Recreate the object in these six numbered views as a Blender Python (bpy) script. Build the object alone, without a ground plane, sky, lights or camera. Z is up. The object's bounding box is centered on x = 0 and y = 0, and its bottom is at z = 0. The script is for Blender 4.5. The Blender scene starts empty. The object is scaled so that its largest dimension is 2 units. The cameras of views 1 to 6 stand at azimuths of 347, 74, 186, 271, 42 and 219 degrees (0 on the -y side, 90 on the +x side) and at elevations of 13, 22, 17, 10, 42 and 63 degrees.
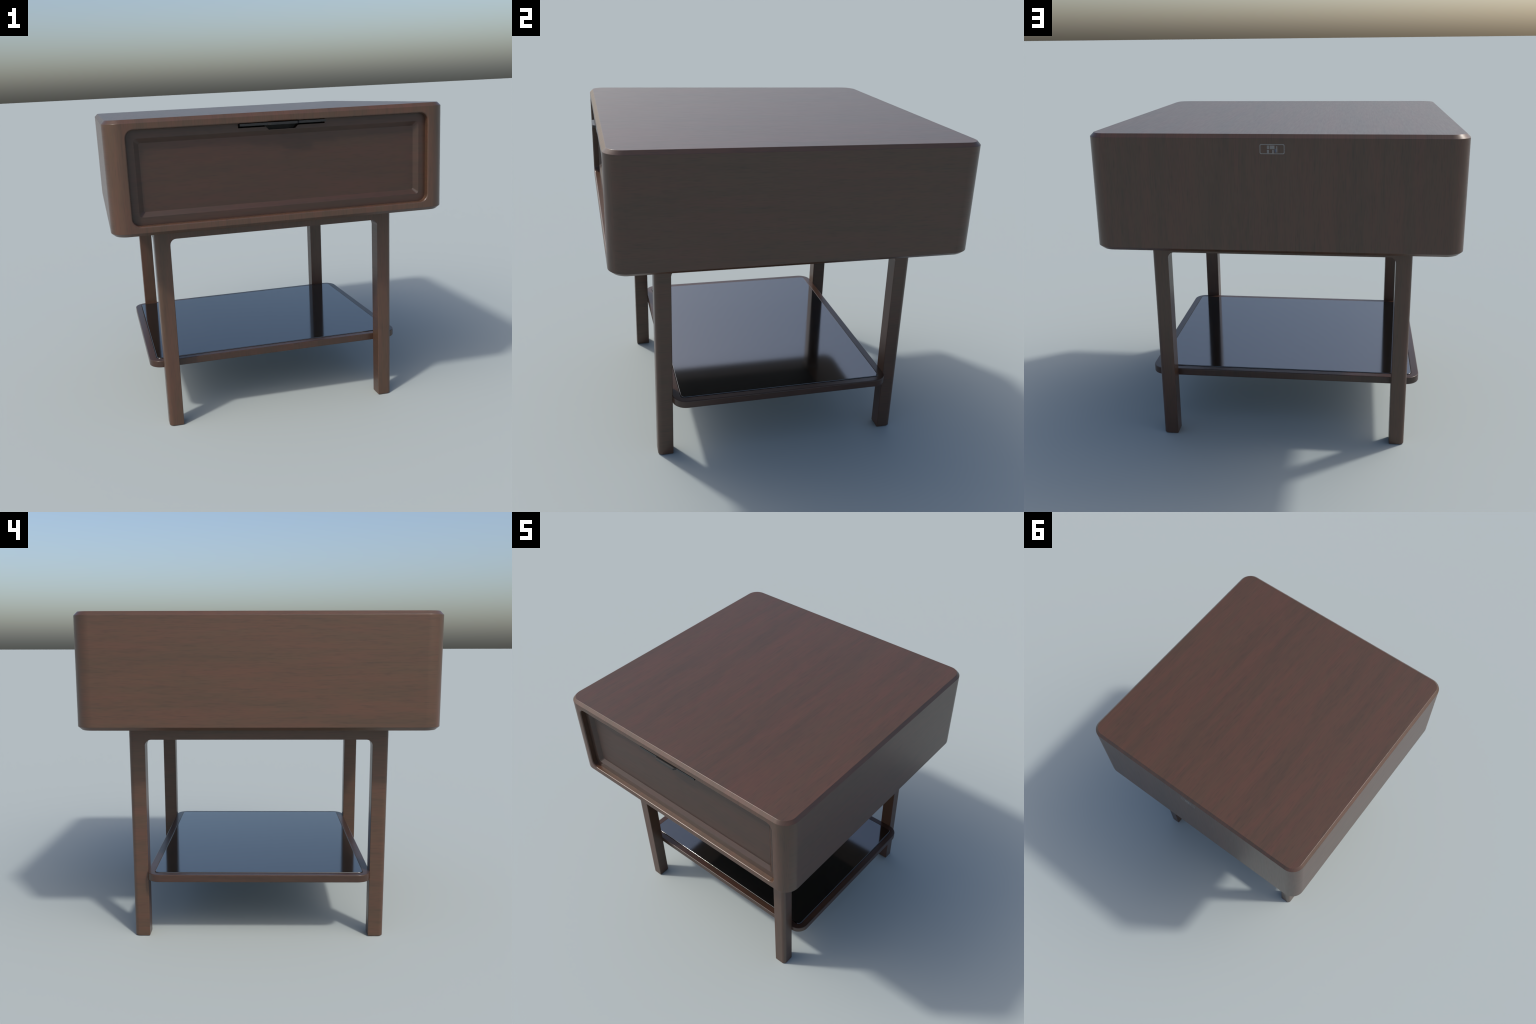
import bpy, bmesh, math
from mathutils import Vector

# ------------------------------------------------------------------ sizes (metres)
CY = 0.0075                     # the table itself sits a hair behind the box centre: the pull tab sticks out in front
BODY_HX, BODY_HY = 0.9916, 0.9920
BODY_Z0, BODY_Z1 = 1.2658, 1.8996
BODY_R = 0.099                  # plan radius of the vertical corners
CHAMFER = 0.0200
FRONT = CY - BODY_HY            # y of the front face
OPEN_HX, OPEN_Z0, OPEN_Z1, OPEN_R = 0.8725, 1.3215, 1.8435, 0.045
LIP = 0.009
DRAWER_Y = -0.9480               # front of the drawer's raised border
PANEL_Y = -0.9265                # sunk middle of the drawer front
LEG_HX, LEG_HY = 0.7462, 0.7472  # outer faces of the leg frame at the top
LEG_TAPER = 0.0035              # the feet stand this much further in
LEG_W = 0.0930                  # at the top
LEG_R = 0.028
APRON_Z0, FILLET = 1.188, 0.036
SHELF_HX, SHELF_HY, SHELF_R = 0.8245, 0.6575, 0.083
SHELF_Z0, SHELF_Z1 = 0.3610, 0.405
RIM = 0.0455

# ------------------------------------------------------------------ helpers
def rounded_rect(hx, hy, r, n=10, cx=0.0, cy=0.0):
    """counter-clockwise outline of a rectangle with rounded corners"""
    pts = []
    for sx, sy, a0 in ((1, -1, -90), (1, 1, 0), (-1, 1, 90), (-1, -1, 180)):
        for i in range(n + 1):
            a = math.radians(a0 + 90.0 * i / n)
            pts.append((cx + sx * (hx - r) + r * math.cos(a), cy + sy * (hy - r) + r * math.sin(a)))
    return pts

def soften(profile, r, n=3):
    """round the inner corners of an open (inset, height) polyline"""
    out = [profile[0]]
    for a, b, c in zip(profile, profile[1:], profile[2:]):
        va, vc = Vector(a) - Vector(b), Vector(c) - Vector(b)
        t = min(r, va.length * 0.45, vc.length * 0.45)
        p, q = Vector(b) + va.normalized() * t, Vector(b) + vc.normalized() * t
        for i in range(n + 1):
            s = i / n
            out.append(tuple((1 - s) ** 2 * p + 2 * s * (1 - s) * Vector(b) + s * s * q))
    out.append(profile[-1])
    return out

def new_object(name, bm, material, parent, angle=32):
    bmesh.ops.recalc_face_normals(bm, faces=bm.faces)
    me = bpy.data.meshes.new(name)
    bm.to_mesh(me)
    bm.free()
    ob = bpy.data.objects.new(name, me)
    bpy.context.scene.collection.objects.link(ob)
    me.materials.append(material)
    ob.parent = parent
    smooth(ob, angle)
    return ob

def smooth(ob, angle):
    me = ob.data
    me.polygons.foreach_set("use_smooth", [True] * len(me.polygons))
    me.set_sharp_from_angle(angle=math.radians(angle))

def bake(ob, *build):
    """add modifiers through the given functions, then freeze the result"""
    for f in build:
        f(ob)
    dg = bpy.context.evaluated_depsgraph_get()
    me = bpy.data.meshes.new_from_object(ob.evaluated_get(dg))
    old = ob.data
    ob.modifiers.clear()
    ob.data = me
    bpy.data.meshes.remove(old)

def weighted(ob):
    m = ob.modifiers.new("weighted", 'WEIGHTED_NORMAL')
    m.keep_sharp = True
    m.weight = 100

def loft_rings(bm, rings, cap0=True, cap1=True, closed=False):
    vs = [[bm.verts.new(p) for p in ring] for ring in rings]
    n = len(vs[0])
    pairs = list(zip(vs, vs[1:]))
    if closed:
        pairs.append((vs[-1], vs[0]))
    for a, b in pairs:
        for i in range(n):
            j = (i + 1) % n
            bm.faces.new((a[i], a[j], b[j], b[i]))
    if not closed:
        if cap0: bm.faces.new(list(reversed(vs[0])))
        if cap1: bm.faces.new(vs[-1])
    return vs

def prism(bm, outline, axis, lo, hi, bevel=0.0, segs=2):
    """extrude a 2D outline along an axis (0: outline is (y,z), 1: (x,z), 2: (x,y))"""
    def p(a, b, h):
        return ((h, a, b), (a, h, b), (a, b, h))[axis]
    before = set(bm.edges)
    loft_rings(bm, [[p(a, b, h) for a, b in outline] for h in (lo, hi)])
    if bevel:
        es = [e for e in bm.edges if e not in before]
        es = [e for e in es if e.calc_face_angle(0.0) is not None and abs(e.calc_face_angle(0.0)) > math.radians(35)]
        bmesh.ops.bevel(bm, geom=es, offset=bevel, segments=segs, affect='EDGES', profile=0.5)

def box_outline(a0, a1, b0, b1):
    return [(a0, b0), (a1, b0), (a1, b1), (a0, b1)]

# ------------------------------------------------------------------ materials
class Nodes:
    def __init__(self, name):
        self.mat = bpy.data.materials.new(name)
        self.mat.use_nodes = True
        self.nt = self.mat.node_tree
        self.nt.nodes.clear()
        self.out = self.nt.nodes.new("ShaderNodeOutputMaterial")
        self.bsdf = self.nt.nodes.new("ShaderNodeBsdfPrincipled")
        self.nt.links.new(self.bsdf.outputs[0], self.out.inputs[0])
    def add(self, kind, props=None, **inputs):
        n = self.nt.nodes.new(kind)
        for k, v in (props or {}).items():
            setattr(n, k, v)
        for k, v in inputs.items():
            self.put(n.inputs[int(k[1:])] if k[0] == "i" and k[1:].isdigit() else n.inputs[k], v)
        return n
    def put(self, sock, v):
        if isinstance(v, bpy.types.NodeSocket):
            self.nt.links.new(v, sock)
        elif isinstance(v, bpy.types.Node):
            self.nt.links.new(v.outputs[0], sock)
        else:
            sock.default_value = v
    def math(self, op, a, b=0.0):
        return self.add("ShaderNodeMath", {"operation": op}, i0=a, i1=b)
    def noise(self, vec, scale, detail=4, rough=0.55, dist=0.0):
        return self.add("ShaderNodeTexNoise", None, Vector=vec, Scale=scale, Detail=detail, Roughness=rough, Distortion=dist)
    def ramp(self, fac, stops):
        r = self.add("ShaderNodeValToRGB", None, Fac=fac)
        e = r.color_ramp.elements
        while len(e) < len(stops): e.new(0.5)
        for k, (pos, col) in zip(e, stops):
            k.position, k.color = pos, (col if len(col) == 4 else (*col, 1))
        return r
    def mix(self, fac, a, b, mode='MIX'):
        m = self.add("ShaderNodeMix", {"data_type": 'RGBA', "blend_type": mode})
        self.put(m.inputs[0], fac); self.put(m.inputs[6], a); self.put(m.inputs[7], b)
        return m.outputs[2]

def wood(name, along="wrap", tone=1.0, redder=0.0, rough=0.30):
    """dark stained walnut veneer. The veneer of the top (grain along y) is folded down over front and back;
    the side boards (faces looking along x) have horizontal grain; 'across' is the drawer's grain along x."""
    N = Nodes(name)
    tc = N.add("ShaderNodeTexCoord")
    xyz = N.add("ShaderNodeSeparateXYZ", None, Vector=tc.outputs["Object"])
    x, y, z = xyz.outputs
    if along == "across":
        vec = N.add("ShaderNodeCombineXYZ", None, X=z, Y=x, Z=y).outputs[0]
    else:
        nrm = N.add("ShaderNodeSeparateXYZ", None, Vector=tc.outputs["Normal"])
        side = N.math('GREATER_THAN', N.math('ABSOLUTE', nrm.outputs[0]), 0.78)
        a = N.add("ShaderNodeCombineXYZ", None, X=x, Y=N.math('ADD', y, z), Z=0.3).outputs[0]
        b = N.add("ShaderNodeCombineXYZ", None, X=z, Y=y, Z=N.math('ADD', N.math('MULTIPLY', x, 0.3), 2.7)).outputs[0]
        mv = N.add("ShaderNodeMix", {"data_type": 'VECTOR'})
        N.put(mv.inputs[0], side); N.put(mv.inputs[4], a); N.put(mv.inputs[5], b)
        vec = mv.outputs[1]
    # lazy waviness of the growth lines
    warp = N.noise(vec, 1.6, 2, 0.5)
    wv = N.add("ShaderNodeVectorMath", {"operation": 'MULTIPLY_ADD'})
    N.put(wv.inputs[0], warp.outputs["Color"]); N.put(wv.inputs[1], (0.014, 0.02, 0.0)); N.put(wv.inputs[2], vec)
    def stretched(sx, sy):
        m = N.add("ShaderNodeMapping", None, Vector=wv.outputs[0])
        m.inputs["Scale"].default_value = (sx, sy, 1.0)
        return m.outputs[0]
    bands = N.noise(stretched(15.0, 0.9), 1.0, 5, 0.62, 0.05)
    hue = N.noise(stretched(17.0, 1.5), 1.0, 7, 0.68, 0.1)
    streak = N.noise(stretched(125.0, 8.0), 1.0, 5, 0.62, 0.1)
    pores = N.noise(stretched(230.0, 14.0), 1.0, 3, 0.6)
    tint = [(tone * r * (1 + redder), tone * g, tone * b) for r, g, b in WOOD]
    base = N.ramp(bands.outputs["Fac"], [(0.32, tint[0]), (0.50, tint[1]), (0.70, tint[2])])
    red = N.ramp(hue.outputs["Fac"], [(0.42, (0, 0, 0)), (0.62, (1, 1, 1))])
    col = N.mix(N.math('MULTIPLY', red, 0.65), base, (*tint[3], 1.0))
    st = N.ramp(streak.outputs["Fac"], [(0.30, (0.80, 0.83, 0.86)), (0.46, (1.0, 1.0, 1.0)), (0.70, (1.09, 1.06, 1.04))])
    col = N.mix(0.9, col, st, 'MULTIPLY')
    po = N.ramp(pores.outputs["Fac"], [(0.34, (0.76, 0.77, 0.80)), (0.47, (1, 1, 1)), (0.70, (1.06, 1.05, 1.04))])
    col = N.mix(0.6, col, po, 'MULTIPLY')
    N.put(N.bsdf.inputs["Base Color"], col)
    N.put(N.bsdf.inputs["Roughness"], N.ramp(streak.outputs["Fac"], [(0.3, (rough + 0.02,) * 3), (0.7, (rough - 0.02,) * 3)]))
    N.bsdf.inputs["IOR"].default_value = 1.54
    bump = N.add("ShaderNodeBump", None, Strength=0.08, Distance=0.0015, Height=pores.outputs["Fac"])
    N.put(N.bsdf.inputs["Normal"], bump)
    return N.mat

def plain(name, color, rough, metallic=0.0, ior=1.5, mottling=0.0):
    N = Nodes(name)
    tc = N.add("ShaderNodeTexCoord")
    n = N.noise(tc.outputs["Object"], 35.0, 4)
    lo = tuple(c * (1 - mottling) for c in color)
    hi = tuple(c * (1 + mottling) for c in color)
    N.put(N.bsdf.inputs["Base Color"], N.ramp(n.outputs["Fac"], [(0.3, lo), (0.7, hi)]))
    N.bsdf.inputs["Roughness"].default_value = rough
    N.bsdf.inputs["Metallic"].default_value = metallic
    N.bsdf.inputs["IOR"].default_value = ior
    return N.mat

WOOD = [(0.064, 0.0365, 0.0225), (0.071, 0.0395, 0.0238), (0.076, 0.0418, 0.0250), (0.091, 0.0395, 0.0250)]
M_WOOD = wood("walnut_veneer")
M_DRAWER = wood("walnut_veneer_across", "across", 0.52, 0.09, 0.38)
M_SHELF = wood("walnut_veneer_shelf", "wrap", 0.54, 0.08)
M_GLASS = plain("black_gloss_glass", (0.0035, 0.0033, 0.0030), 0.085, ior=2.6)
M_SLOT = plain("matte_near_black", (0.003, 0.003, 0.003), 0.8)  # near-black matte colour for the back of the pull slot
M_BASE = plain("board_darkened_for_reflection", (0.012, 0.0085, 0.0065), 0.6, mottling=0.25)
M_RECESS = plain("dark_satin_recess", (0.012, 0.0115, 0.011), 0.6)
M_METAL = plain("black_lacquered_metal", (0.012, 0.012, 0.013), 0.30, mottling=0.1)
M_PRINT = plain("pale_grey_print", (0.20, 0.186, 0.17), 0.45, mottling=0.15)
M_PRINT_BLUE = plain("blue_grey_print", (0.07, 0.085, 0.125), 0.45, mottling=0.15)

# ------------------------------------------------------------------ the thing
table = bpy.data.objects.new("bedside_table", None)
bpy.context.scene.collection.objects.link(table)
table["label"] = "dark walnut bedside table with drawer and black glass shelf"
table["category"] = "side table"

# cabinet: rounded box, chamfered above and below, with the drawer opening sunk into its front
def cabinet():
    prof = soften([(0.4, BODY_Z0), (CHAMFER * 1.15, BODY_Z0), (0.0, BODY_Z0 + CHAMFER * 0.95),
                   (0.0, BODY_Z1 - CHAMFER), (CHAMFER, BODY_Z1), (0.4, BODY_Z1)], 0.0014, 2)
    rings = []
    for inset, z in prof:
        r = max(BODY_R - inset, 0.02)
        rings.append([(a, b, z) for a, b in rounded_rect(BODY_HX - inset, BODY_HY - inset, r, 14, 0, CY)])
    bm = bmesh.new()
    loft_rings(bm, rings)
    body = new_object("cabinet", bm, M_WOOD, table)
    # cutter: a rounded prism that flares out at the lip
    zc, hz = (OPEN_Z0 + OPEN_Z1) / 2, (OPEN_Z1 - OPEN_Z0) / 2
    rings = []
    steps = [(FRONT - 0.02, LIP)]
    for i in range(7):                       # quarter round from the front face into the wall
        a = math.radians(90 * i / 6)
        steps.append((FRONT + LIP * (1 - math.cos(a)), LIP * (1 - math.sin(a))))
    steps.append((-0.80, 0.0))
    for y, grow in steps:
        rings.append([(a, y, b) for a, b in rounded_rect(OPEN_HX + grow, hz + grow, OPEN_R + grow, 10, 0, zc)])
    bm = bmesh.new()
    loft_rings(bm, rings)
    cutter = new_object("cutter", bm, M_WOOD, None)
    def cut(ob):
        m = ob.modifiers.new("cut", 'BOOLEAN')
        m.operation, m.solver, m.object = 'DIFFERENCE', 'EXACT', cutter
    bake(body, cut)
    smooth(body, 32)
    bake(body, weighted)
    bpy.data.objects.remove(cutter)
    return body
body = cabinet()

# drawer front: border, sloping moulding, sunk panel, with a slot and finger notch for the pull
PULL_HX, PULL_Z0, PULL_Z1 = 0.252, 1.817, 1.8405
def notch_outline(grow=0.0):
    z1 = PULL_Z1 + 0.05
    h, g = PULL_HX + grow, grow
    return [(-h, PULL_Z0 - g), (-0.094 - g, PULL_Z0 - g), (-0.077 - g, 1.800 - g), (0.077 + g, 1.800 - g),
            (0.094 + g, PULL_Z0 - g), (h, PULL_Z0 - g), (h, z1), (-h, z1)]

def drawer_front():
    zc, hz = (OPEN_Z0 + OPEN_Z1) / 2, (OPEN_Z1 - OPEN_Z0) / 2
    hx = OPEN_HX + 0.004
    hz += 0.004
    zm, hm = (1.366 + 1.796) / 2, (1.796 - 1.366) / 2
    outer = rounded_rect(hx, hz, OPEN_R, 10, 0, zc)
    steps = [(0.0, DRAWER_Y), (0.0265, PANEL_Y)]
    rings = [[(a, -0.86, b) for a, b in outer], [(a, DRAWER_Y, b) for a, b in outer]]
    for inset, y in steps:
        rings.append([(a, y, b) for a, b in rounded_rect(0.8305 - inset, hm - inset, 0.017 - inset * 0.25, 10, 0, zm)])
    bm = bmesh.new()
    loft_rings(bm, rings)
    d = new_object("drawer_front", bm, M_DRAWER, table, 20)
    bm = bmesh.new()
    prism(bm, notch_outline(), 1, -1.1, -0.890)
    cutter = new_object("cutter", bm, M_DRAWER, None)
    def cut(ob):
        m = ob.modifiers.new("cut", 'BOOLEAN')
        m.operation, m.solver, m.object = 'DIFFERENCE', 'EXACT', cutter
    bake(d, cut)
    smooth(d, 20)
    bake(d, weighted)
    bpy.data.objects.remove(cutter)
    return d
drawer = drawer_front()

# pull: a bent strip of black metal lying in the slot, with a tab that reaches out over the lip
bm = bmesh.new()
prism(bm, notch_outline(-0.0008)[:6] + [(PULL_HX - 0.0008, 1.8395), (-PULL_HX + 0.0008, 1.8395)], 1, -0.897, -0.880)
slot_back = new_object("slot_back_plate", bm, M_SLOT, drawer)
bm = bmesh.new()
prism(bm, [(-0.0755, 1.8008), (0.0755, 1.8008), (0.0925, 1.8195), (0.0925, 1.8285), (-0.0925, 1.8285), (-0.0925, 1.8195)], 1, -0.910, -0.885)
finger = new_object("finger_plate", bm, M_RECESS, drawer)
bm = bmesh.new()
hx = PULL_HX - 0.004
tab = [(-hx, -0.925), (-hx, -0.9825), (-0.090, -0.983), (-0.0765, -1.000), (0.0765, -1.000), (0.090, -0.983), (hx, -0.9825), (hx, -0.925)]
prism(bm, tab, 2, 1.8275, 1.8408, 0.0012, 2)
pull = new_object("pull_handle", bm, M_METAL, drawer)

# legs: square posts, the outermost edge well rounded
def leg(sx, sy):
    def section(t, soft, grow=0.0):
        """plan outline; t: how far the outer faces have moved in, soft: rounding of the three inner edges"""
        ox, oy = sx * (LEG_HX - t + grow), CY + sy * (LEG_HY - t + grow)
        ix, iy = sx * (LEG_HX - LEG_W - grow), CY + sy * (LEG_HY - LEG_W - grow)
        pts = []
        for (px, py), (dx, dy), a0, r, n in (((ox, oy), (-sx, -sy), 0, LEG_R, 12), ((ix, oy), (sx, -sy), 90, soft, 3),
                                             ((ix, iy), (sx, sy), 180, soft, 3), ((ox, iy), (-sx, sy), 270, soft, 3)):
            for i in range(n + 1):
                a = math.radians(a0 + 90 * i / n)
                pts.append((px + dx * r + sx * r * math.cos(a), py + dy * r + sy * r * math.sin(a)))
        return pts
    top = BODY_Z0 + 0.004
    joint = APRON_Z0 - FILLET            # above this the aprons run flush into the leg
    rings = []
    for z, soft, grow in ((0.0, 0.004, -0.003), (0.001, 0.004, -0.001), (0.003, 0.004, 0.0), (joint, 0.004, 0.0), (joint + 0.006, 0.0004, 0.0), (top, 0.0004, 0.0)):
        rings.append([(a, b, z) for a, b in section(LEG_TAPER * (1 - z / top), soft, grow)])
    bm = bmesh.new()
    loft_rings(bm, rings)
    ob = new_object("leg", bm, M_WOOD, table)
    bake(ob, weighted)
for sx, sy in ((-1, -1), (1, -1), (1, 1), (-1, 1)):
    leg(sx, sy)

# aprons: rails between the legs, their undersides curving down into the legs
def apron(axis, sign):
    half = (LEG_HY if axis == 0 else LEG_HX) - LEG_W
    c = CY if axis == 0 else 0.0
    if axis == 0: lo, hi = sorted((sign * LEG_HX, sign * (LEG_HX - LEG_W)))
    else: lo, hi = sorted((CY + sign * LEG_HY, CY + sign * (LEG_HY - LEG_W)))
    under = []
    for i in range(9):
        a = math.radians(90 * i / 8)
        under.append((-half + FILLET - FILLET * math.cos(a), APRON_Z0 - FILLET + FILLET * math.sin(a)))
    under = under + [(-u, v) for u, v in reversed(under)]
    outline = [(c + u, v) for u, v in under] + [(c + half, BODY_Z0 + 0.003), (c - half, BODY_Z0 + 0.003)]
    bm = bmesh.new()
    prism(bm, outline, axis, lo, hi)
    for v in bm.verts:                      # outer face leans with the legs
        if abs(v.co[axis] - (lo if sign < 0 else hi)) < 1e-6:
            v.co[axis] -= sign * LEG_TAPER * (1 - v.co.z / (BODY_Z0 + 0.004))
    for f in bm.faces: f.normal_update()
    ends = [f for f in bm.faces if abs(f.normal[1 - axis]) > 0.9999]
    bmesh.ops.delete(bm, geom=ends, context='FACES_ONLY')   # the ends butt against the legs
    ob = new_object("apron", bm, M_WOOD, table)
for axis, sign in ((1, -1), (0, 1), (1, 1), (0, -1)):
    apron(axis, sign)

# underside: board between the aprons, coloured near black so the glass reflection stays dark
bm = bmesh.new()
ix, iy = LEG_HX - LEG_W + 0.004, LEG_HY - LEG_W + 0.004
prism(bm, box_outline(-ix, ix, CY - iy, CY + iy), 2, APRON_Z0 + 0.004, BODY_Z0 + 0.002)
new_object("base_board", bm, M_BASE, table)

# shelf: rounded wooden frame holding a slab of black glass
def shelf():
    rings = []
    prof = soften([(RIM, SHELF_Z0), (0.0, SHELF_Z0), (0.0, SHELF_Z1), (RIM, SHELF_Z1), (RIM, SHELF_Z0 + 0.001)], 0.005, 4)
    prof = prof[:-1]
    bm = bmesh.new()
    for inset, z in prof:
        rings.append([(a, b, z) for a, b in rounded_rect(SHELF_HX - inset, SHELF_HY - inset, max(SHELF_R - inset * 1.25, 0.01), 12, 0, CY)])
    loft_rings(bm, rings, closed=True)
    s = new_object("shelf_frame", bm, M_SHELF, table, 40)
    bake(s, weighted)
    gap = RIM + 0.0007
    bm = bmesh.new()
    rings = []
    top = SHELF_Z1 + 0.0035
    for inset, z in [(gap, SHELF_Z0 + 0.004), (gap, top - 0.003), (gap + 0.0009, top - 0.0009), (gap + 0.003, top)]:
        rings.append([(a, b, z) for a, b in rounded_rect(SHELF_HX - inset, SHELF_HY - inset, max(SHELF_R - inset * 1.25, 0.01), 12, 0, CY)])
    loft_rings(bm, rings)
    g = new_object("glass_panel", bm, M_GLASS, s, 50)
    bake(g, weighted)
shelf()

# small outlined badge on the back, with a little emblem in its middle
def badge():
    y0 = CY + BODY_HY - 0.0017
    cx, cz, hx, hz, t = 0.0065, 1.8255, 0.064, 0.0255, 0.0042
    bm = bmesh.new()
    rings = []
    for inset, y in [(0, y0), (0, y0 + 0.0022), (t, y0 + 0.0022), (t, y0)]:
        rings.append([(a, y, b) for a, b in rounded_rect(hx - inset, hz - inset, 0.008 - inset * 0.6, 6, cx, cz)])
    loft_rings(bm, rings, closed=True)
    b = new_object("badge_frame", bm, M_PRINT, table)
    bm = bmesh.new()
    def at(u): return cx - u          # u runs to the right as seen from behind
    for u0, u1, z0, z1 in [(-0.0265, -0.0150, 1.826, 1.8435), (-0.0115, 0.0125, 1.8255, 1.8435), (-0.0265, -0.0165, 1.8045, 1.8215),
                           (0.0005, 0.0085, 1.8045, 1.8215), (0.0215, 0.0270, 1.808, 1.8405)]:
        prism(bm, box_outline(at(u1), at(u0), z0, z1), 1, y0, y0 + 0.0018)
    e = new_object("badge_emblem", bm, M_PRINT, b)
    bm = bmesh.new()
    for u0, u1, z0, z1 in [(0.0135, 0.0205, 1.8075, 1.8275)]:
        prism(bm, box_outline(at(u1), at(u0), z0, z1), 1, y0, y0 + 0.0018)
    e = new_object("badge_emblem", bm, M_PRINT_BLUE, b)
badge()
